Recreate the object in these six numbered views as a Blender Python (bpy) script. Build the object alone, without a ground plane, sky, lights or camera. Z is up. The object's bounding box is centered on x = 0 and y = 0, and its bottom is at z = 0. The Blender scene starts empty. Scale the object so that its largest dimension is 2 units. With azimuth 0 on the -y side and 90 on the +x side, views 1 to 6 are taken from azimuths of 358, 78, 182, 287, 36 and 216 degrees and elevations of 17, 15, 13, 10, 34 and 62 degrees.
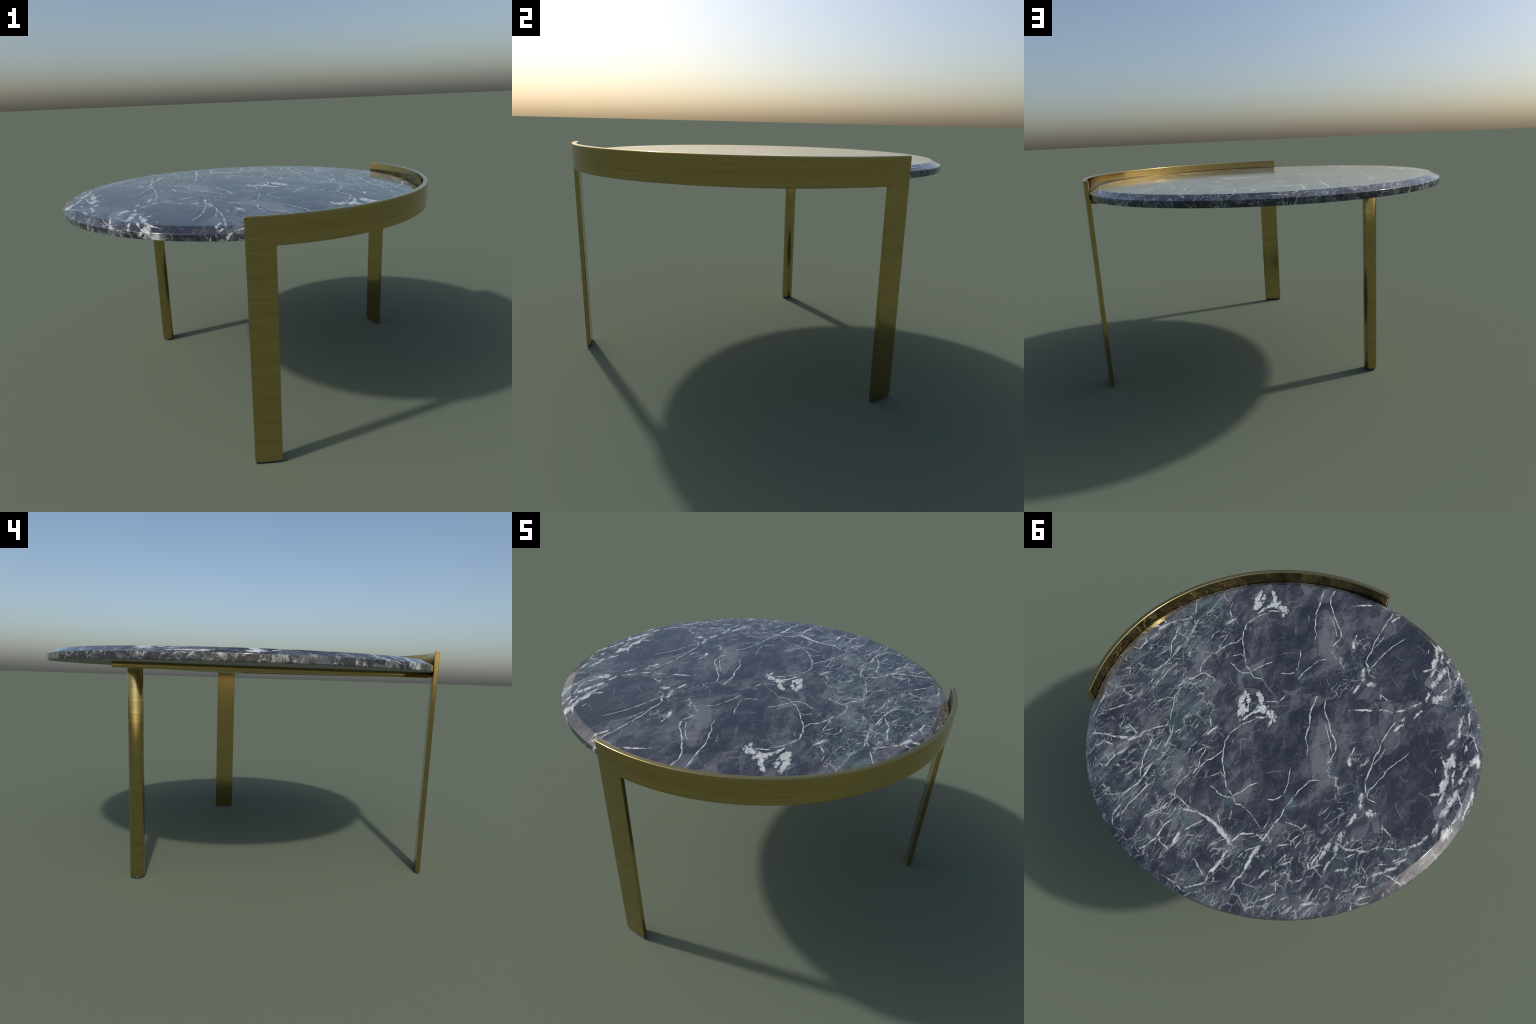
import bpy, bmesh, math
from math import pi, sin, cos, radians, tan, atan2, hypot
from mathutils import Vector

# ------------------------------------------------------------------ sizes (metres)
D = 0.0125                      # the brass band sits off-centre, so the disc is shifted back by this
CX, CY = -D, D                  # axis of the round top
R_TOP = 1.0 - D                 # marble radius
R_OUT = 1.0 + D                 # band outer radius
BAND_T = 0.0230                 # sheet thickness of band and flat legs
R_IN = R_OUT - BAND_T
A0, A1 = radians(-90.75), radians(28.75)   # band from angle to angle
LEG_A = radians(7.1)            # angular width of a flat leg
Z_TOP, Z_EDGE, Z_BOT = 1.0905, 1.0690, 1.0385   # marble: top, chamfer foot, underside
R_CHAMFER = 0.9400              # where the chamfer leaves the flat top
Z_BAND_TOP, Z_BAND_BOT = 1.1400, 1.0165
Z_FRAME_BOT = 1.0110
PAD_H = 0.0085
LEG3_R, LEG3_D, LEG3_A = 0.0355, 0.656, radians(149.8)
LEG3 = Vector((CX + LEG3_D * cos(LEG3_A), CY + LEG3_D * sin(LEG3_A)))

scene = bpy.context.scene
coll = scene.collection

# ------------------------------------------------------------------ node helpers
class Graph:
    """Small wrapper for building shader node trees in code."""
    def __init__(self, name):
        self.mat = bpy.data.materials.new(name); self.mat.use_nodes = True
        self.nt = self.mat.node_tree
        self.bsdf = self.nt.nodes["Principled BSDF"]
    def node(self, kind, **props):
        n = self.nt.nodes.new(kind)
        for k, v in props.items(): setattr(n, k, v)
        return n
    def put(self, socket, value):
        if hasattr(value, "is_output"): self.nt.links.new(value, socket)
        elif isinstance(value, (tuple, list)) and len(value) == 3 and socket.type == 'RGBA': socket.default_value = (*value, 1)
        else: socket.default_value = value
    def math(self, op, a, b=0.0, c=None, clamp=False):
        n = self.node("ShaderNodeMath", operation=op, use_clamp=clamp)
        self.put(n.inputs[0], a); self.put(n.inputs[1], b)
        if c is not None: self.put(n.inputs[2], c)
        return n.outputs[0]
    def vec(self, op, a, b=None, out=0, scale=None):
        n = self.node("ShaderNodeVectorMath", operation=op)
        self.put(n.inputs[0], a)
        if b is not None: self.put(n.inputs[1], b)
        if scale is not None: self.put(n.inputs["Scale"], scale)
        return n.outputs[out]
    def combine(self, x, y, z=0.0):
        n = self.node("ShaderNodeCombineXYZ")
        for s, v in zip(n.inputs, (x, y, z)): self.put(s, v)
        return n.outputs[0]
    def smooth(self, v, lo, hi, to_lo=0.0, to_hi=1.0):
        n = self.node("ShaderNodeMapRange", interpolation_type='SMOOTHSTEP')
        for k, x in (("Value", v), ("From Min", lo), ("From Max", hi), ("To Min", to_lo), ("To Max", to_hi)): self.put(n.inputs[k], x)
        return n.outputs[0]
    def mix(self, f, a, b, blend='MIX'):
        n = self.node("ShaderNodeMix", data_type='RGBA', blend_type=blend)
        self.put(n.inputs[0], f); self.put(n.inputs[6], a); self.put(n.inputs[7], b)
        return n.outputs[2]
    def mapping(self, v, loc=(0, 0, 0), rot=0.0, scale=(1, 1, 1), kind='POINT'):
        n = self.node("ShaderNodeMapping", vector_type=kind)
        self.put(n.inputs["Vector"], v)
        n.inputs["Location"].default_value = loc; n.inputs["Rotation"].default_value = (0, 0, rot); n.inputs["Scale"].default_value = scale
        return n.outputs[0]
    def noise(self, v, scale, detail=2.0, rough=0.5, distortion=0.0, dims='2D', out=0):
        n = self.node("ShaderNodeTexNoise", noise_dimensions=dims)
        self.put(n.inputs["Vector"], v)
        for k, x in (("Scale", scale), ("Detail", detail), ("Roughness", rough), ("Distortion", distortion)): n.inputs[k].default_value = x
        return n.outputs[out]
    def blob(self, v, mid, angle, half_len, half_wid):
        """1 at the middle of an ellipse, 0 at its rim."""
        m = self.mapping(v, (mid[0], mid[1], 0), angle, (half_len, half_wid, 1), 'TEXTURE')
        n = self.node("ShaderNodeTexGradient", gradient_type='SPHERICAL')
        self.put(n.inputs[0], m)
        return n.outputs["Fac"]
    def strokes(self, v, family, gain=1.0, overlap=1.36):
        """Chain of lens-shaped strokes along each vein; returns the strongest."""
        best = None
        for half, pts in family:
            for a, b in zip(pts, pts[1:]):
                dx, dy = b[0] - a[0], b[1] - a[1]
                L = hypot(dx, dy) / 2
                s = self.blob(v, ((a[0] + b[0]) / 2, (a[1] + b[1]) / 2), atan2(dy, dx), L * overlap + half * 0.5, half * gain)
                best = s if best is None else self.math('MAXIMUM', best, s)
        return best
# ------------------------------------------------------------------ marble
# Control points of the main veins in the slab's own axes: w across the slab, s along it; first number = half width.
LONG_VEINS = [
    (0.0045, [(0.272, -0.192), (0.272, -0.248), (0.261, -0.311), (0.245, -0.382), (0.224, -0.436), (0.198, -0.475), (0.177, -0.51), (0.145, -0.513)]),
    (0.0022, [(0.145, -0.513), (0.127, -0.527), (0.094, -0.564), (0.051, -0.624)]),
    (0.0045, [(0.406, -0.373), (0.376, -0.334), (0.343, -0.301), (0.303, -0.278), (0.276, -0.241)]),
    (0.0035, [(0.315, -0.379), (0.271, -0.358), (0.247, -0.379)]),
    (0.0042, [(0.307, -0.427), (0.279, -0.446), (0.27, -0.463), (0.241, -0.481), (0.196, -0.486)]),
    (0.004, [(0.198, -0.475), (0.162, -0.451), (0.128, -0.418), (0.085, -0.397)]),
    (0.0055, [(-0.165, 0.157), (-0.148, 0.082), (-0.132, 0.02), (-0.127, -0.046), (-0.12, -0.135)]),
    (0.003, [(-0.12, -0.135), (-0.132, -0.18), (-0.133, -0.235)]),
    (0.0055, [(-0.224, 0.162), (-0.205, 0.11), (-0.205, 0.048), (-0.226, -0.02), (-0.242, -0.093), (-0.269, -0.142), (-0.273, -0.197), (-0.23, -0.261)]),
    (0.003, [(-0.211, -0.038), (-0.235, -0.13), (-0.253, -0.194)]),
    (0.003, [(-0.053, -0.292), (-0.052, -0.373), (-0.047, -0.416), (-0.037, -0.44)]),
    (0.0042, [(0.031, -0.473), (0.006, -0.472), (-0.03, -0.454)]),
    (0.004, [(-0.058, -0.499), (-0.085, -0.456), (-0.129, -0.403), (-0.156, -0.366), (-0.201, -0.355)]),
    (0.004, [(0.272, -0.192), (0.257, -0.139), (0.213, -0.088), (0.147, -0.044)]),
    (0.0052, [(-0.561, 0.006), (-0.524, -0.06), (-0.489, -0.129), (-0.447, -0.24), (-0.414, -0.351), (-0.424, -0.405)]),
    (0.0036, [(-0.624, -0.171), (-0.566, -0.224), (-0.52, -0.272), (-0.474, -0.335), (-0.435, -0.389), (-0.424, -0.431), (-0.461, -0.45)]),
    (0.0032, [(-0.452, -0.25), (-0.484, -0.216), (-0.507, -0.155)]),
    (0.0055, [(0.633, -0.2), (0.64, -0.252), (0.649, -0.318), (0.64, -0.409)]),
    (0.004, [(0.548, 0.102), (0.574, 0.065), (0.564, -0.007), (0.559, -0.093)]),
    (0.0045, [(0.724, -0.665), (0.724, -0.617), (0.699, -0.566)]),
    (0.0045, [(0.68, -0.613), (0.666, -0.568), (0.635, -0.506), (0.596, -0.452)]),
    (0.0055, [(0.704, -0.513), (0.664, -0.47), (0.632, -0.422), (0.589, -0.327)]),
    (0.0035, [(0.459, -0.508), (0.461, -0.453), (0.448, -0.41), (0.419, -0.384)]),
    (0.0042, [(0.577, -0.613), (0.523, -0.574), (0.479, -0.528), (0.441, -0.5), (0.384, -0.537), (0.383, -0.555)]),
]  
WHITE_ARMS = [
    (0.008, [(0.415, -0.56), (0.345, -0.562), (0.26, -0.609), (0.177, -0.687)]),
    (0.012, [(0.318, -0.575), (0.201, -0.655)]),
    (0.015, [(0.236, -0.637), (0.174, -0.703)]),
    (0.008, [(0.184, -0.72), (0.212, -0.792), (0.251, -0.843), (0.255, -0.88)]),
    (0.011, [(0.197, -0.766), (0.237, -0.834)]),
    (0.0075, [(0.255, -0.88), (0.295, -0.899), (0.338, -0.918)]),
    (0.009, [(0.182, -0.704), (0.145, -0.656), (0.117, -0.652)]),
    (0.0042, [(0.125, -0.655), (0.066, -0.651), (0.035, -0.673), (0.012, -0.634), (-0.005, -0.598)]),
    (0.007, [(0.039, -0.674), (0.008, -0.629)]),
    (0.006, [(0.564, -0.761), (0.534, -0.732), (0.505, -0.7), (0.483, -0.651), (0.454, -0.614)]),
    (0.0045, [(0.391, -0.666), (0.364, -0.64), (0.307, -0.594)]),
    (0.0042, [(0.493, -0.703), (0.48, -0.727), (0.438, -0.758), (0.415, -0.709)]),
    (0.014, [(0.409, -0.679), (0.425, -0.722)]),
    (0.017, [(0.047, -0.708), (0.088, -0.792)]),
    (0.008, [(0.089, -0.788), (0.097, -0.817), (0.151, -0.901)]),
    (0.004, [(0.047, -0.708), (0.114, -0.738), (0.135, -0.763)]),
    (0.0035, [(0.322, -0.786), (0.289, -0.823), (0.263, -0.863)]),
    (0.0035, [(0.251, -0.56), (0.237, -0.612), (0.201, -0.655)]),
    (0.0035, [(0.19, -0.546), (0.193, -0.599)]),
    (0.004, [(0.38, -0.912), (0.357, -0.933), (0.331, -0.934)]),
    (0.0042, [(0.445, -0.876), (0.383, -0.897)]),
    (0.01, [(-0.002, -0.804), (0.029, -0.838)]),
    (0.0055, [(-0.041, -0.847), (-0.048, -0.903), (0.022, -0.94)]),
    (0.007, [(-0.051, -0.517), (-0.033, -0.565), (-0.011, -0.589)]),
    (0.0035, [(-0.001, 0.119), (0.031, 0.065), (0.046, 0.078), (0.108, 0.078)]),
    (0.003, [(0.015, -0.565), (0.043, -0.624)]),
]  
SHARD_PATCH = [
    (0.016, [(0.219, 0.081), (0.21, -0.039)]),
    (0.01, [(0.21, 0.122), (0.221, 0.047)]),
    (0.007, [(0.202, -0.052), (0.152, -0.001)]),
    (0.013, [(0.22, 0.02), (0.184, 0.007)]),
    (0.011, [(0.141, 0.128), (0.11, 0.036)]),
    (0.022, [(0.133, 0.033), (0.087, 0.032)]),
    (0.017, [(0.111, 0.041), (0.037, -0.037)]),
    (0.009, [(0.105, 0.03), (0.152, -0.001)]),
    (0.0045, [(0.139, -0.03), (0.082, -0.019)]),
    (0.006, [(0.087, 0.032), (0.058, -0.036), (0.067, -0.072)]),
    (0.01, [(0.187, 0.101), (0.183, 0.034)]),
]  
RIGHT_BRECCIA = [
    (0.018, [(-0.838, -0.156), (-0.796, -0.239)]),
    (0.012, [(-0.793, -0.219), (-0.797, -0.295), (-0.758, -0.344)]),
    (0.007, [(-0.832, -0.173), (-0.835, -0.235), (-0.815, -0.324)]),
    (0.007, [(-0.777, -0.178), (-0.796, -0.234)]),
    (0.009, [(-0.787, -0.311), (-0.757, -0.374), (-0.714, -0.388)]),
    (0.006, [(-0.779, -0.362), (-0.756, -0.423)]),
    (0.014, [(-0.966, -0.155), (-0.897, -0.214)]),
    (0.007, [(-0.901, -0.219), (-0.869, -0.289), (-0.846, -0.326)]),
    (0.015, [(-0.838, -0.342), (-0.783, -0.444)]),
    (0.014, [(-0.783, -0.444), (-0.754, -0.494)]),
    (0.004, [(-0.837, -0.357), (-0.852, -0.438), (-0.835, -0.491), (-0.799, -0.527)]),
    (0.026, [(-0.811, -0.535), (-0.761, -0.59)]),
    (0.01, [(-0.748, -0.513), (-0.715, -0.589)]),
    (0.006, [(-0.936, -0.077), (-0.975, -0.13)]),
    (0.006, [(-0.902, -0.096), (-0.893, -0.151)]),
    (0.007, [(-0.896, 0.055), (-0.877, -0.004), (-0.87, -0.061)]),
    (0.005, [(-0.943, 0.106), (-0.926, 0.017)]),
    (0.006, [(-0.844, -0.074), (-0.812, -0.126)]),
    (0.009, [(-0.927, -0.333), (-0.912, -0.394)]),
    (0.009, [(-0.908, -0.399), (-0.865, -0.488)]),
    (0.02, [(-0.967, -0.144), (-0.958, -0.214)]),
    (0.017, [(-0.453, -0.503), (-0.422, -0.501)]),
    (0.011, [(-0.404, -0.406), (-0.39, -0.48)]),
    (0.007, [(-0.379, -0.505), (-0.346, -0.564)]),
    (0.004, [(-0.493, -0.551), (-0.491, -0.596)]),
    (0.003, [(-0.493, -0.56), (-0.529, -0.602)]),
    (0.0055, [(-0.33, 0.054), (-0.475, 0.074), (-0.557, 0.067), (-0.62, 0.087), (-0.694, 0.136)]),
    (0.006, [(-0.695, 0.091), (-0.645, 0.031)]),
    (0.006, [(-0.613, 0.005), (-0.545, -0.06)]),
    (0.01, [(-0.614, 0.04), (-0.584, 0.008)]),
    (0.006, [(-0.599, -0.658), (-0.663, -0.616), (-0.7, -0.584)]),
    (0.004, [(-0.368, -0.146), (-0.337, -0.213)]),
    (0.011, [(-0.337, -0.213), (-0.343, -0.286)]),
    (0.003, [(-0.75, -0.223), (-0.74, -0.275)]),
]  
LOWER_BRECCIA = [
    (0.01, [(-0.373, -0.512), (-0.334, -0.58)]),
    (0.018, [(-0.322, -0.586), (-0.297, -0.659)]),
    (0.014, [(-0.297, -0.651), (-0.287, -0.714)]),
    (0.007, [(-0.284, -0.718), (-0.237, -0.794)]),
    (0.014, [(-0.269, -0.645), (-0.209, -0.761)]),
    (0.009, [(-0.235, -0.682), (-0.182, -0.775)]),
    (0.005, [(-0.202, -0.709), (-0.168, -0.765), (-0.175, -0.788), (-0.235, -0.759)]),
    (0.007, [(-0.31, -0.679), (-0.376, -0.685), (-0.434, -0.692)]),
    (0.0055, [(-0.434, -0.688), (-0.477, -0.655), (-0.547, -0.663), (-0.609, -0.655)]),
    (0.004, [(-0.323, -0.726), (-0.376, -0.699)]),
    (0.004, [(-0.469, -0.741), (-0.523, -0.732), (-0.577, -0.695)]),
    (0.008, [(-0.45, -0.79), (-0.503, -0.767), (-0.557, -0.745)]),
    (0.008, [(-0.538, -0.731), (-0.608, -0.704)]),
    (0.004, [(-0.503, -0.781), (-0.541, -0.797), (-0.578, -0.824)]),
    (0.004, [(-0.353, -0.856), (-0.398, -0.822)]),
    (0.004, [(-0.365, -0.893), (-0.379, -0.846), (-0.435, -0.834)]),
    (0.004, [(-0.299, -0.91), (-0.313, -0.879), (-0.357, -0.86)]),
    (0.0045, [(-0.384, -0.906), (-0.45, -0.878)]),
    (0.008, [(-0.145, -0.941), (-0.199, -0.929)]),
    (0.0035, [(-0.057, -0.576), (-0.132, -0.605), (-0.162, -0.575)]),
    (0.0055, [(-0.089, -0.662), (-0.126, -0.629)]),
    (0.005, [(-0.036, -0.69), (-0.082, -0.681)]),
    (0.0042, [(-0.109, -0.702), (-0.136, -0.658)]),
    (0.0035, [(-0.037, -0.771), (-0.096, -0.707)]),
    (0.004, [(-0.055, -0.936), (-0.09, -0.911)]),
    (0.003, [(-0.168, -0.926), (-0.203, -0.863)]),
    (0.004, [(-0.119, -0.855), (-0.156, -0.832)]),
    (0.013, [(-0.294, -0.785), (-0.339, -0.769)]),
    (0.004, [(-0.212, -0.535), (-0.254, -0.487)]),
]  
LEFT_WEAVE = [
    (0.007, [(0.954, -0.194), (0.868, -0.188), (0.796, -0.21)]),
    (0.012, [(0.81, -0.206), (0.734, -0.207)]),
    (0.013, [(0.744, -0.221), (0.69, -0.185)]),
    (0.006, [(0.703, -0.186), (0.645, -0.146), (0.583, -0.12)]),
    (0.0075, [(0.822, -0.375), (0.784, -0.31), (0.73, -0.245)]),
    (0.0045, [(0.764, -0.128), (0.733, -0.152), (0.709, -0.181)]),
    (0.005, [(0.927, -0.316), (0.896, -0.27), (0.864, -0.229), (0.815, -0.25)]),
    (0.0042, [(0.56, -0.12), (0.545, -0.166), (0.555, -0.234)]),
    (0.0042, [(0.535, -0.112), (0.544, -0.202), (0.56, -0.254)]),
    (0.0042, [(0.437, -0.268), (0.434, -0.228), (0.404, -0.194)]),
    (0.01, [(0.375, -0.155), (0.322, -0.098)]),
    (0.0045, [(0.349, -0.111), (0.369, -0.038), (0.358, 0.024)]),
    (0.0035, [(0.381, -0.332), (0.378, -0.297), (0.355, -0.225), (0.403, -0.255)]),
    (0.005, [(0.704, -0.41), (0.667, -0.363)]),
    (0.006, [(0.649, 0.022), (0.614, 0.045)]),
    (0.0045, [(0.628, -0.384), (0.597, -0.328)]),
    (0.006, [(0.757, 0.009), (0.927, -0.068)]),
    (0.01, [(0.925, 0.05), (0.943, -0.042), (0.968, -0.104)]),
    (0.0042, [(0.628, -0.246), (0.598, -0.26), (0.579, -0.205)]),
    (0.0045, [(0.503, -0.141), (0.526, -0.159)]),
]  
# broad soft zones (same form): busy bands, calm dark panels, pale clasts, green stains
BUSY = [(0.09, [(-0.40, -0.38), (-0.20, -0.62)]), (0.05, [(-0.36, -0.10), (-0.44, -0.40)]), (0.05, [(-0.24, -0.20), (-0.28, -0.45)]),
        (0.05, [(0.25, -0.17), (0.05, -0.06)]), (0.07, [(-0.85, -0.18), (-0.82, -0.48)]), (0.05, [(0.26, 0.09), (0.10, 0.02)]), (0.06, [(0.85, -0.20), (0.62, -0.25)])]
CALM = [(0.15, [(0.08, -0.10), (0.02, -0.45)]), (0.12, [(-0.05, 0.06), (-0.08, -0.18)]), (0.15, [(-0.62, -0.22), (-0.58, -0.58)]), (0.06, [(-0.40, 0.05), (-0.62, 0.08)]),
        (0.07, [(-0.62, -0.02), (-0.74, 0.02)]), (0.06, [(0.30, -0.31), (0.26, -0.42)]), (0.05, [(0.70, -0.08), (0.62, -0.16)])]
NAVY = [(0.075, [(-0.09, 0.10), (-0.07, -0.30)]), (0.06, [(0.34, -0.31), (0.23, -0.37)]), (0.035, [(0.07, -0.20), (0.045, -0.38)]), (0.06, [(-0.78, -0.02), (-0.72, -0.30)]), (0.05, [(0.30, -0.74), (0.16, -0.80)])]
PALE_CLASTS = [(0.062, [(-0.165, 0.02), (-0.215, -0.37)]), (0.055, [(0.22, -0.03), (0.26, -0.12)]), (0.05, [(0.86, -0.25), (0.82, -0.33)]), (0.06, [(0.62, -0.17), (0.56, -0.25)]),
        (0.06, [(0.50, -0.40), (0.42, -0.50)]), (0.045, [(0.38, -0.56), (0.34, -0.62)]), (0.07, [(0.56, -0.34), (0.40, -0.46)])]
GREEN = [(0.13, [(0.50, 0.04), (0.47, -0.16)]), (0.08, [(0.84, -0.40), (0.70, -0.58)]), (0.06, [(0.70, -0.26), (0.48, -0.32)]), (0.05, [(0.60, -0.40), (0.52, -0.44)]), (0.05, [(0.78, -0.14), (0.76, -0.19)]),
         (0.05, [(0.72, -0.44), (0.66, -0.48)]), (0.04, [(0.40, -0.60), (0.36, -0.63)]), (0.035, [(0.22, -0.48), (0.20, -0.52)]), (0.03, [(-0.06, -0.43), (-0.08, -0.52)]), (0.035, [(-0.39, -0.44), (-0.36, -0.34)]), (0.04, [(0.14, 0.06), (0.18, 0.00)])]

SLAB_ANGLE = atan2(0.516, 0.857)      # the slab is laid at this angle on the table
SLAB_REPEAT = 0.730                   # the stone pattern repeats once at this distance along s
SEAM = 0.128
def marble_material():
    g = Graph("veined_marble")
    co = g.node("ShaderNodeTexCoord").outputs["Object"]
    sep = g.node("ShaderNodeSeparateXYZ"); g.put(sep.inputs[0], co)
    # wrap the top pattern over the chamfer and down the edge: push points outward with depth
    flat = g.combine(g.math('SUBTRACT', sep.outputs[0], CX), g.math('SUBTRACT', sep.outputs[1], CY))
    depth = g.math('MAXIMUM', g.math('SUBTRACT', Z_TOP - 0.0005, sep.outputs[2]), 0.0)
    radial = g.vec('NORMALIZE', flat)
    flat = g.vec('ADD', flat, g.vec('SCALE', radial, scale=g.math('MULTIPLY', depth, 0.75)))
    flat = g.vec('ADD', flat, (CX, CY, 0))
    ws = g.mapping(flat, rot=-SLAB_ANGLE)
    ws = g.vec('MULTIPLY', ws, (1, -1, 0))                 # s runs towards the front of the table
    # gentle wander so that no vein is a ruler line
    big = g.noise(ws, 5.0, 2.0, out=1)
    fine = g.noise(ws, 30.0, 4.0, 0.60, out=1)
    def centred(c, amp): return g.vec('SCALE', g.vec('SUBTRACT', c, (0.5, 0.5, 0.5)), scale=amp)
    p = g.vec('ADD', g.vec('ADD', ws, centred(fine, 0.013)), centred(g.noise(ws, 9.0, 1.0, out=1), 0.022))
    p = g.vec('MULTIPLY', p, (1, 1, 0))
    # repeat of the pattern
    ps = g.node("ShaderNodeSeparateXYZ"); g.put(ps.inputs[0], p)
    upper = g.math('GREATER_THAN', g.math('MULTIPLY_ADD', g.math('SUBTRACT', g.noise(ws, 8.0, 5.0, 0.6), 0.5), 0.10, ps.outputs[1]), SEAM)
    lift = g.combine(0.0, g.math('MULTIPLY', upper, -SLAB_REPEAT), 0.0)
    q = g.vec('ADD', p, lift)                              # wrapped, wandering
    qs = g.vec('MULTIPLY', g.vec('ADD', ws, lift), (1, 1, 0))      # wrapped, straight
    wq = g.node("ShaderNodeSeparateXYZ"); g.put(wq.inputs[0], q)
    W, S = wq.outputs[0], wq.outputs[1]
    qd = g.vec('ADD', qs, centred(big, 0.11))              # warped, for clouds and veinlets
    grain = g.mapping(qd, rot=radians(121), scale=(2.6, 0.62, 1), kind='TEXTURE')     # drawn out along the stone's grain
    gq = g.vec('ADD', qs, centred(g.noise(ws, 6.0, 3.0, out=1), 0.06))
    line = g.mapping(gq, rot=radians(123), scale=(3.4, 0.60, 1), kind='TEXTURE')
    cross = g.mapping(gq, rot=radians(75), scale=(1.7, 0.70, 1), kind='TEXTURE')

    # --- where the stone is busy and where it is calm
    n_zone = g.math('SUBTRACT', g.noise(qs, 3.2, 3.0), 0.5)
    w_n = g.math('MULTIPLY_ADD', n_zone, 0.25, W)
    s_n = g.math('MULTIPLY_ADD', n_zone, 0.25, S)
    left = g.smooth(w_n, 0.24, 0.46)
    right = g.smooth(w_n, -0.76, -0.92)
    lower = g.smooth(s_n, -0.56, -0.68)
    middle = g.math('MULTIPLY', g.strokes(qd, BUSY, 1.0, 1.1), 1.5, clamp=True)
    calm = g.math('MULTIPLY', g.strokes(qs, CALM, 1.0, 1.1), 2.2, clamp=True)
    busy = g.math('MAXIMUM', g.math('MAXIMUM', left, right), g.math('MAXIMUM', lower, middle))
    busy = g.math('MULTIPLY', busy, g.math('SUBTRACT', 1.0, g.math('MULTIPLY', calm, 0.85)))

    # --- ground colour: navy to slate clouds, broken into angular clasts
    cloud = g.noise(qd, 6.0, 8.0, 0.62)
    smear = g.noise(grain, 9.0, 7.0, 0.68)
    vor = g.node("ShaderNodeTexVoronoi", voronoi_dimensions='2D', feature='F1')
    g.put(vor.inputs["Vector"], g.mapping(g.vec('ADD', q, centred(big, 0.08)), rot=radians(118), scale=(1.7, 0.8, 1), kind='TEXTURE')); vor.inputs["Scale"].default_value = 7.0
    clast = g.node("ShaderNodeSeparateColor"); g.put(clast.inputs[0], vor.outputs["Color"])
    tone = g.math('MULTIPLY_ADD', cloud, 0.9, g.math('MULTIPLY', smear, 0.7))
    tone = g.math('MULTIPLY_ADD', clast.outputs[0], 0.34, tone)
    tone = g.math('MULTIPLY_ADD', busy, -0.06, tone)
    ragged = g.math('MULTIPLY', g.math('SUBTRACT', g.noise(qs, 14.0, 6.0, 0.6), 0.5), 0.55)
    pale = g.smooth(g.math('ADD', g.strokes(q, PALE_CLASTS, 1.0, 1.1), ragged), 0.10, 0.26)
    navy = g.smooth(g.math('ADD', g.strokes(q, NAVY, 1.0, 1.1), ragged), 0.10, 0.30)
    tone = g.math('MULTIPLY_ADD', pale, 0.19, tone)
    tone = g.math('SUBTRACT', tone, g.math('MULTIPLY', navy, 0.20))
    shard = g.node("ShaderNodeTexVoronoi", voronoi_dimensions='2D', feature='F1')
    g.put(shard.inputs["Vector"], g.mapping(g.vec('ADD', q, centred(g.noise(ws, 12.0, 3.0, out=1), 0.06)), rot=radians(112), scale=(1.9, 0.75, 1), kind='TEXTURE')); shard.inputs["Scale"].default_value = 15.0
    piece = g.node("ShaderNodeSeparateColor"); g.put(piece.inputs[0], shard.outputs["Color"])
    tone = g.math('ADD', tone, g.math('MULTIPLY', g.math('SUBTRACT', piece.outputs[1], 0.5), 0.32))
    shade = g.smooth(tone, 0.60, 1.40)
    speck = g.noise(qs, 90.0, 3.0, 0.7)
    shade = g.math('ADD', shade, g.math('MULTIPLY', g.math('SUBTRACT', speck, 0.5), g.math('MULTIPLY_ADD', busy, 0.50, 0.24)), clamp=True)
    ramp = g.node("ShaderNodeValToRGB"); g.put(ramp.inputs[0], shade)
    e = ramp.color_ramp.elements
    e[0].position, e[0].color = 0.0, (0.021, 0.025, 0.036, 1)
    e[1].position, e[1].color = 1.0, (0.118, 0.126, 0.140, 1)
    m = e.new(0.45); m.color = (0.042, 0.047, 0.060, 1)
    colour = ramp.outputs[0]

    # --- green mineral stains
    green = g.smooth(g.math('ADD', g.strokes(q, GREEN, 1.0, 1.15), g.math('MULTIPLY', g.math('SUBTRACT', smear, 0.5), 1.1)), 0.0, 0.60)
    g_cloud = g.smooth(g.noise(qd, 11.0, 6.0, 0.65), 0.46, 0.66)
    green = g.math('MAXIMUM', green, g.math('MULTIPLY', g_cloud, g.math('MULTIPLY', busy, 0.55)))
    colour = g.mix(g.math('MULTIPLY', green, 0.74), colour, g.mix(shade, (0.030, 0.048, 0.054), (0.100, 0.145, 0.150)))

    # --- thread-like veinlets: ridges of stretched noise, dense only where the stone is busy
    def ridge(v, scale, width, detail=3.0, rough=0.55):
        n = g.noise(v, scale, detail, rough)
        return g.smooth(g.math('ABSOLUTE', g.math('SUBTRACT', n, 0.5)), width, 0.0)
    gate_a = g.smooth(g.noise(qs, 9.0, 4.0), 0.46, 0.64)
    gate_b = g.smooth(g.noise(g.vec('ADD', qs, (3.1, 7.7, 0)), 12.0, 3.0), 0.48, 0.64)
    gate_c = g.smooth(g.noise(g.vec('ADD', qs, (8.4, 2.2, 0)), 14.0, 3.0), 0.46, 0.60)
    thread_a = g.math('MULTIPLY', ridge(line, 5.0, 0.011), gate_a)
    thread_b = g.math('MULTIPLY', ridge(g.vec('ADD', line, (5.3, 1.9, 0)), 10.0, 0.014, 4.0), gate_b)
    thread_c = g.math('MULTIPLY', ridge(cross, 8.0, 0.010), gate_c)
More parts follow.
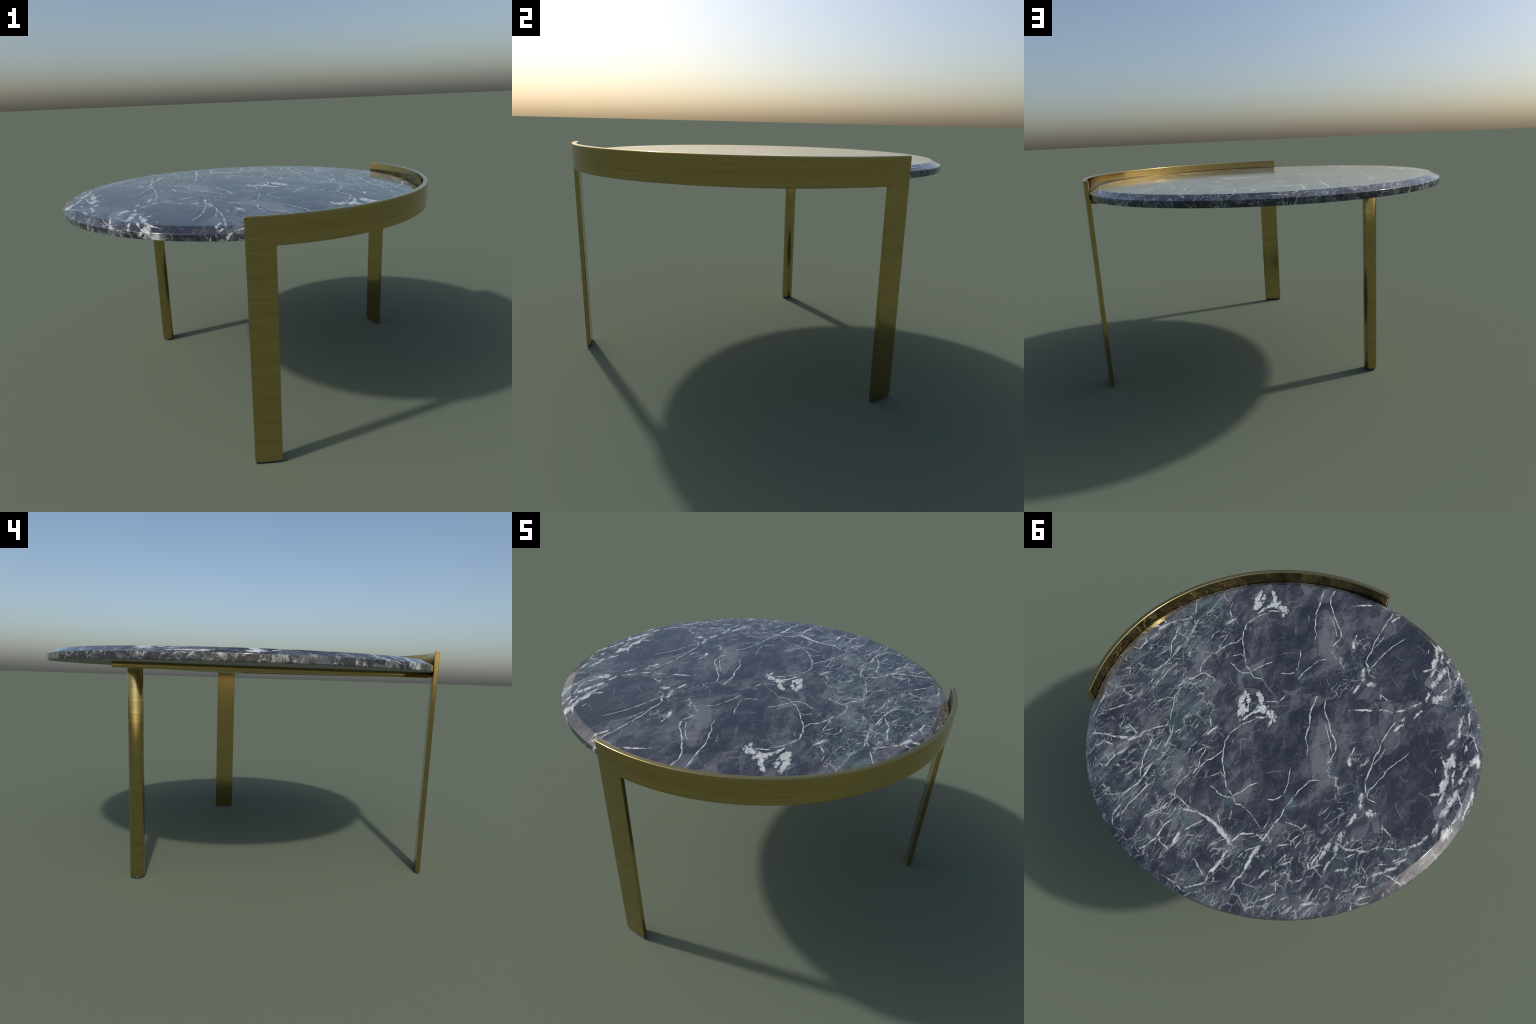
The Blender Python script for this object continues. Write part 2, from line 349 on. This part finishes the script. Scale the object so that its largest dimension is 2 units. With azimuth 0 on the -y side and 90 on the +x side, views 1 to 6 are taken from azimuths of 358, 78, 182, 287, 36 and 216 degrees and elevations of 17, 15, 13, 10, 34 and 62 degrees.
    def cracks(v, scale, width):
        n = g.node("ShaderNodeTexVoronoi", voronoi_dimensions='2D', feature='DISTANCE_TO_EDGE')
        g.put(n.inputs["Vector"], v); n.inputs["Scale"].default_value = scale
        return g.smooth(n.outputs["Distance"], width, 0.0)
    kq = g.vec('ADD', g.vec('ADD', q, centred(fine, 0.011)), centred(big, 0.07))
    along = g.mapping(kq, rot=radians(122), scale=(1.9, 0.72, 1), kind='TEXTURE')
    crack_a = g.math('MULTIPLY', cracks(along, 9.0, 0.030), gate_c)
    crack_b = g.math('MULTIPLY', cracks(g.vec('ADD', along, (4.4, 0.7, 0)), 19.0, 0.055), gate_a)
    crack_c = g.math('MULTIPLY', cracks(g.mapping(g.vec('ADD', qs, centred(big, 0.10)), rot=radians(115), scale=(1.6, 0.8, 1), kind='TEXTURE'), 5.5, 0.009), gate_b)          # long hairlines everywhere
    thread = g.math('MAXIMUM', g.math('MAXIMUM', g.math('MULTIPLY', thread_a, 0.9), thread_b), g.math('MULTIPLY', thread_c, 0.9))
    thread = g.math('MAXIMUM', thread, g.math('MAXIMUM', crack_a, g.math('MULTIPLY', crack_b, 0.85)))
    level = g.math('MULTIPLY', g.math('MULTIPLY_ADD', busy, 0.82, 0.16), g.smooth(g.noise(g.vec('ADD', qs, (6.2, 3.3, 0)), 10.0, 4.0, 0.6), 0.36, 0.64, 0.48, 1.0))
    thread = g.math('MAXIMUM', g.math('MULTIPLY', thread, level), g.math('MULTIPLY', crack_c, 0.46))
    # milky haze along the busy bands
    haze = g.math('MULTIPLY', g.smooth(g.noise(grain, 16.0, 6.0, 0.7), 0.54, 0.74), g.math('MULTIPLY', busy, 0.13))
    # --- the main veins
    kq0 = g.vec('ADD', qs, centred(g.noise(ws, 14.0, 3.0, out=1), 0.05))
    wear = g.math('MULTIPLY', g.math('SUBTRACT', g.noise(g.mapping(kq0, rot=radians(110), scale=(2.0, 0.7, 1), kind='TEXTURE'), 34.0, 4.0, 0.65), 0.48), 0.9)
    holes = g.math('ABSOLUTE', g.math('SUBTRACT', g.noise(g.mapping(kq0, rot=radians(100), scale=(1.5, 0.75, 1), kind='TEXTURE'), 17.0, 4.0, 0.6), 0.5))
    wear = g.math('ADD', wear, g.math('MULTIPLY', g.smooth(holes, 0.055, 0.0), 0.55))
    wear = g.math('ADD', wear, g.math('MULTIPLY', g.math('SUBTRACT', g.noise(gq, 20.0, 2.0), 0.5), 0.5))
    def veins(fam, lo, hi, rough=1.0, gain=0.95):
        v = g.strokes(q, fam, gain)
        present = g.smooth(v, 0.0, 0.12)
        return g.smooth(g.math('SUBTRACT', v, g.math('MULTIPLY', g.math('MULTIPLY', wear, rough), present)), lo, hi)
    main = veins(LONG_VEINS, 0.0, 0.50, 0.34, 0.82)
    shards = veins(SHARD_PATCH, 0.10, 0.30, 1.0, 1.7)
    arms = g.math('MULTIPLY', veins(WHITE_ARMS, 0.04, 0.50, 0.70, 0.84), g.math('SUBTRACT', 1.0, upper))
    breccia = veins(RIGHT_BRECCIA, 0.06, 0.60, 1.05, 1.45)
    low = g.math('MULTIPLY', veins(LOWER_BRECCIA, 0.04, 0.65, 0.85, 1.1), g.math('SUBTRACT', 1.0, upper))
    weave = veins(LEFT_WEAVE, 0.04, 0.55, 0.75, 0.92)
    white = g.math('MAXIMUM', g.math('MAXIMUM', main, shards), g.math('MAXIMUM', arms, breccia))
    soft = g.math('MULTIPLY', g.math('MAXIMUM', low, weave), 0.88)
    white = g.math('MAXIMUM', white, soft)
    colour = g.mix(haze, colour, (0.30, 0.32, 0.34))
    colour = g.mix(g.math('MULTIPLY', thread, 0.85), colour, (0.46, 0.48, 0.49))
    milk = g.noise(qs, 40.0, 4.0, 0.7)
    colour = g.mix(white, colour, g.mix(g.smooth(milk, 0.35, 0.65), (0.36, 0.39, 0.38), (0.54, 0.56, 0.56)))
    # cut edge: veins run down it as upright streaks, strongest on the far side from the band
    rim = g.smooth(depth, 0.018, 0.024)
    ring = g.vec('ADD', radial, g.combine(0.0, 0.0, g.math('MULTIPLY', depth, 1.0)))
    lean = g.vec('ADD', ring, centred(g.noise(ring, 9.0, 2.0, dims='3D', out=1), 0.05))
    strong = g.smooth(g.vec('DOT_PRODUCT', radial, (-0.90, -0.44, 0), out=1), 0.35, 0.75)
    streak = g.smooth(g.noise(lean, 8.0, 6.0, 0.66, dims='3D'), 0.535, 0.585)
    streak = g.math('MULTIPLY', streak, g.smooth(g.noise(lean, 3.0, 2.0, dims='3D'), 0.40, 0.52, 0.40, 1.0))
    streak = g.math('MULTIPLY', streak, g.math('MULTIPLY_ADD', strong, 0.75, 0.12))
    hair = g.smooth(g.math('ABSOLUTE', g.math('SUBTRACT', g.noise(lean, 9.0, 4.0, 0.6, dims='3D'), 0.5)), 0.013, 0.0)
    dusk = g.smooth(g.noise(g.vec('ADD', lean, (3.0, 5.0, 1.0)), 8.0, 4.0, 0.6, dims='3D'), 0.44, 0.52)
    colour = g.mix(g.math('MULTIPLY', rim, g.math('MULTIPLY', dusk, 0.85)), colour, (0.018, 0.022, 0.030))
    colour = g.mix(g.math('MULTIPLY', rim, g.math('MAXIMUM', streak, g.math('MULTIPLY', hair, 0.6))), colour, g.mix(g.smooth(g.noise(lean, 26.0, 4.0, 0.7, dims='3D'), 0.40, 0.60), (0.16, 0.18, 0.17), (0.58, 0.60, 0.58)))
    nz = g.node("ShaderNodeSeparateXYZ"); g.put(nz.inputs[0], g.node("ShaderNodeNewGeometry").outputs["True Normal"])
    under = g.smooth(nz.outputs[2], -0.90, -0.98)
    colour = g.mix(under, colour, (0.40, 0.40, 0.40))      # honed, unpolished underside
    b = g.bsdf
    g.put(b.inputs["Base Color"], colour)
    g.put(b.inputs["Roughness"], g.math('MULTIPLY_ADD', under, 0.85, 0.09))
    g.put(b.inputs["Specular IOR Level"], g.math('MULTIPLY_ADD', under, -0.5, 0.5))
    b.inputs["IOR"].default_value = 1.5
    return g.mat
marble = marble_material()

# ------------------------------------------------------------------ brushed brass
def brass_material():
    g = Graph("brushed_brass")
    co = g.node("ShaderNodeTexCoord").outputs["Object"]
    lines = g.noise(g.mapping(co, scale=(2.2, 2.2, 190.0)), 1.0, 5.0, 0.62, dims='3D')
    broad = g.noise(g.mapping(co, scale=(1.2, 1.2, 22.0)), 1.0, 3.0, 0.5, dims='3D')
    v = g.math('MULTIPLY_ADD', lines, 0.7, g.math('MULTIPLY', broad, 0.3))
    colour = g.mix(g.smooth(v, 0.38, 0.62), BRASS_DARK, BRASS_LIGHT)
    b = g.bsdf
    g.put(b.inputs["Base Color"], colour)
    b.inputs["Metallic"].default_value = 1.0
    g.put(b.inputs["Roughness"], g.smooth(v, 0.3, 0.7, 0.15, 0.105))
    bump = g.node("ShaderNodeBump"); bump.inputs["Strength"].default_value = 0.06; bump.inputs["Distance"].default_value = 0.001
    g.put(bump.inputs["Height"], lines); g.put(b.inputs["Normal"], bump.outputs[0])
    return g.mat
BRASS_DARK, BRASS_LIGHT = (0.425, 0.325, 0.130), (0.525, 0.405, 0.165)
brass = brass_material()

# ------------------------------------------------------------------ foot pads
def rubber_material():
    g = Graph("black_rubber")
    co = g.node("ShaderNodeTexCoord").outputs["Object"]
    g.put(g.bsdf.inputs["Base Color"], g.mix(g.noise(co, 80.0, 3.0, dims='3D'), (0.012, 0.012, 0.012), (0.03, 0.03, 0.032)))
    g.bsdf.inputs["Roughness"].default_value = 0.55
    return g.mat
rubber = rubber_material()


# ------------------------------------------------------------------ helpers
def mesh_object(name, bm, parent, mat, smooth=True):
    me = bpy.data.meshes.new(name)
    bm.to_mesh(me); bm.free()
    me.materials.append(mat)
    if smooth:
        for p in me.polygons: p.use_smooth = True
    ob = bpy.data.objects.new(name, me)
    coll.objects.link(ob)
    ob.parent = parent
    return ob

def weighted_normals(ob):
    """Area-weighted vertex normals: flats stay flat, bevels stay round."""
    me = ob.data
    acc = [Vector((0, 0, 0)) for _ in me.vertices]
    for p in me.polygons:
        n = p.normal * p.area
        for v in p.vertices: acc[v] += n
    me.normals_split_custom_set_from_vertices([v.normalized() if v.length > 0 else Vector((0, 0, 1)) for v in acc])

def fillet(points, radii, steps=5):
    """Round the corners of an open polyline in (r, z)."""
    out = [points[0]]
    for i in range(1, len(points) - 1):
        p, a, b = Vector(points[i]), Vector(points[i - 1]), Vector(points[i + 1])
        u, w = (a - p).normalized(), (b - p).normalized()
        rad = radii[i]
        if rad <= 0: out.append(tuple(p)); continue
        half = u.angle(w) / 2
        t = rad / tan(half)
        centre = p + (u + w).normalized() * (rad / sin(half))
        s, e = p + u * t, p + w * t
        a0 = atan2(s.y - centre.y, s.x - centre.x); a1 = atan2(e.y - centre.y, e.x - centre.x)
        d = (a1 - a0 + pi) % (2 * pi) - pi
        for k in range(steps + 1):
            an = a0 + d * k / steps
            out.append((centre.x + rad * cos(an), centre.y + rad * sin(an)))
    out.append(points[-1])
    return out

def lathe(bm, profile, cx, cy, n):
    rings = []
    for r, z in profile:
        if r < 1e-6: rings.append([bm.verts.new((cx, cy, z))])
        else: rings.append([bm.verts.new((cx + r * cos(2 * pi * k / n), cy + r * sin(2 * pi * k / n), z)) for k in range(n)])
    for a, b in zip(rings, rings[1:]):
        for k in range(n):
            j = (k + 1) % n
            if len(a) == 1: bm.faces.new((a[0], b[k], b[j]))
            elif len(b) == 1: bm.faces.new((a[k], b[0], a[j]))
            else: bm.faces.new((a[k], b[k], b[j], a[j]))
    bmesh.ops.recalc_face_normals(bm, faces=bm.faces)

# ------------------------------------------------------------------ the table
table = bpy.data.objects.new("coffee_table", None)
coll.objects.link(table)
table["label"] = "round dark blue veined marble coffee table with brushed brass rim and three legs"
table["category"] = "coffee table"

# --- marble top: turned profile with a wide chamfer and softened edges
bm = bmesh.new()
prof = fillet([(0, Z_TOP), (0.4, Z_TOP), (R_CHAMFER, Z_TOP), (R_TOP, Z_EDGE), (R_TOP, Z_BOT), (0.4, Z_BOT), (0, Z_BOT)],
              [0, 0, 0.006, 0.005, 0.0035, 0, 0])
lathe(bm, prof, CX, CY, 384)
top = mesh_object("table_top", bm, table, marble)
weighted_normals(top)

# --- brass band and the two flat legs: one bent sheet, an upside-down U in (arc length, height)
def build_sheet():
    bm = bmesh.new()
    span = A1 - A0
    n_leg, n_mid = 6, 72
    angles = [A0 + LEG_A * i / n_leg for i in range(n_leg)]
    angles += [A0 + LEG_A + (span - 2 * LEG_A) * i / n_mid for i in range(n_mid)]
    angles += [A1 - LEG_A + LEG_A * i / n_leg for i in range(n_leg + 1)]
    levels = [PAD_H, Z_BAND_BOT, Z_BAND_TOP]
    S = [a * R_OUT for a in angles]
    # flat sheet first: x = arc length, y = depth (0 outside, thickness inside), z = height
    V = {}
    def v(i, j, side):
        key = (i, j, side)
        if key not in V: V[key] = bm.verts.new((S[i], side * BAND_T, levels[j]))
        return V[key]
    last = len(S) - 1
    def filled(i, j):
        if not (0 <= i < last and 0 <= j < 2): return False
        return j == 1 or i < n_leg or i >= last - n_leg
    for i in range(last):
        for j in range(2):
            if not filled(i, j): continue
            bm.faces.new((v(i, j, 0), v(i + 1, j, 0), v(i + 1, j + 1, 0), v(i, j + 1, 0)))
            bm.faces.new((v(i, j + 1, 1), v(i + 1, j + 1, 1), v(i + 1, j, 1), v(i, j, 1)))
            for (di, dj, p, q) in ((-1, 0, (i, j), (i, j + 1)), (1, 0, (i + 1, j), (i + 1, j + 1)),
                                   (0, -1, (i, j), (i + 1, j)), (0, 1, (i, j + 1), (i + 1, j + 1))):
                if not filled(i + di, j + dj):
                    bm.faces.new((v(*p, 0), v(*p, 1), v(*q, 1), v(*q, 0)))
    bmesh.ops.recalc_face_normals(bm, faces=bm.faces)
    sharp = [e for e in bm.edges if len(e.link_faces) == 2 and e.calc_face_angle() > 0.5]
    bmesh.ops.bevel(bm, geom=sharp, offset=0.0040, offset_type='OFFSET', segments=3, profile=0.5, affect='EDGES', clamp_overlap=True)
    # bend it round the axis of the top
    for w in bm.verts:
        a, r, z = w.co.x / R_OUT, R_OUT - w.co.y, w.co.z
        w.co = (CX + r * cos(a), CY + r * sin(a), z)
    bmesh.ops.recalc_face_normals(bm, faces=bm.faces)
    return bm

whole = build_sheet()
whole.verts.ensure_lookup_table(); whole.faces.ensure_lookup_table()
whole.normal_update()
# area-weighted normals: flats stay flat, rounded edges stay round
area = {w.index: Vector((0, 0, 0)) for w in whole.verts}
for f in whole.faces:
    for w in f.verts: area[w.index] += f.normal * f.calc_area()
acc = {}
for w in whole.verts:
    n = area[w.index].normalized()
    acc[w.index] = n.normalized()
mid = (A0 + A1) / 2
def region(f):
    c = f.calc_center_median()
    if c.z > Z_BAND_BOT - 0.0045: 
        return "band"
    return "front" if c.y < -0.5 else "back"
def part_of_sheet(name, key):
    bm = bmesh.new(); vm = {}; normals = []
    for f in whole.faces:
        if region(f) != key: continue
        vs = []
        for w in f.verts:
            if w.index not in vm:
                vm[w.index] = bm.verts.new(w.co); normals.append(acc[w.index].normalized())
            vs.append(vm[w.index])
        bm.faces.new(vs)
    ob = mesh_object(name, bm, table, brass)
    ob.data.normals_split_custom_set_from_vertices(normals)
    return ob
band = part_of_sheet("rim_band", "band")
leg_front = part_of_sheet("leg", "front")
leg_back = part_of_sheet("leg.001", "back")
whole.free()

# --- round leg
bm = bmesh.new()
lathe(bm, fillet([(0, PAD_H), (LEG3_R, PAD_H), (LEG3_R, Z_FRAME_BOT + 0.005), (0, Z_FRAME_BOT + 0.005)],
                 [0, 0.006, 0.004, 0], 3), LEG3.x, LEG3.y, 64)
leg_round = mesh_object("leg.002", bm, table, brass)      # plain smooth shading, leaning towards both ends

# --- foot pads
def arc_pad(name, parent, a_from, a_to):
    bm = bmesh.new()
    inset, n = 0.0042, 10
    da = inset / R_OUT
    rings = []
    for k in range(n + 1):
        a = a_from + da + (a_to - a_from - 2 * da) * k / n
        rings.append([bm.verts.new((CX + r * cos(a), CY + r * sin(a), z)) for r, z in
                      ((R_IN + inset, 0), (R_OUT - inset, 0), (R_OUT - inset, PAD_H + 0.001), (R_IN + inset, PAD_H + 0.001))])
    for p, q in zip(rings, rings[1:]):
        for i in range(4):
            bm.faces.new((p[i], p[(i + 1) % 4], q[(i + 1) % 4], q[i]))
    bm.faces.new(rings[0]); bm.faces.new(rings[-1])
    bmesh.ops.recalc_face_normals(bm, faces=bm.faces)
    return mesh_object(name, bm, parent, rubber, smooth=False)
arc_pad("foot_pad", leg_front, A0, A0 + LEG_A)
arc_pad("foot_pad.001", leg_back, A1 - LEG_A, A1)
bm = bmesh.new()
lathe(bm, fillet([(0, PAD_H + 0.001), (LEG3_R - 0.003, PAD_H + 0.001), (LEG3_R - 0.003, 0), (0, 0)], [0, 0, 0.002, 0], 3), LEG3.x, LEG3.y, 48)
weighted_normals(mesh_object("foot_pad.002", bm, leg_round, rubber))

# --- V-shaped flat support under the marble: a bar from the round leg to each flat leg
def support():
    """Two bars, 30 degrees either side of the table's axis, meeting in a point just outside the round leg."""
    WIDTH, APEX = 0.120, 0.775
    axis = LEG3_A + pi
    tip = Vector((CX - APEX * cos(axis), CY - APEX * sin(axis)))
    c = Vector((CX, CY))
    def out_to_band(p, d):
        b = (p - c).dot(d)
        return p + d * (-b + math.sqrt(b * b - (p - c).length_squared + (R_IN - 0.0015) ** 2))
    d0 = Vector((cos(axis - pi / 6), sin(axis - pi / 6)))      # towards the front leg
    d1 = Vector((cos(axis + pi / 6), sin(axis + pi / 6)))      # towards the back leg
    ax = Vector((cos(axis), sin(axis)))
    inner = tip + ax * (WIDTH / sin(pi / 6))
    pts = [tip, out_to_band(tip, d0), out_to_band(inner, d0), inner, out_to_band(inner, d1), out_to_band(tip, d1)]
    bm = bmesh.new()
    lo = [bm.verts.new((p.x, p.y, Z_FRAME_BOT)) for p in pts]
    hi = [bm.verts.new((p.x, p.y, Z_BOT - 0.0006)) for p in pts]
    for idx in ((0, 1, 2, 3), (0, 3, 4, 5)):
        bm.faces.new([lo[i] for i in idx]); bm.faces.new([hi[i] for i in idx])
    for i in range(6):
        j = (i + 1) % 6
        bm.faces.new((lo[i], lo[j], hi[j], hi[i]))
    bmesh.ops.recalc_face_normals(bm, faces=bm.faces)
    sharp = [e for e in bm.edges if len(e.link_faces) == 2 and e.calc_face_angle() > 0.5]
    bmesh.ops.bevel(bm, geom=sharp, offset=0.003, offset_type='OFFSET', segments=3, profile=0.5, affect='EDGES')
    ob = mesh_object("support_frame", bm, table, brass)
support()
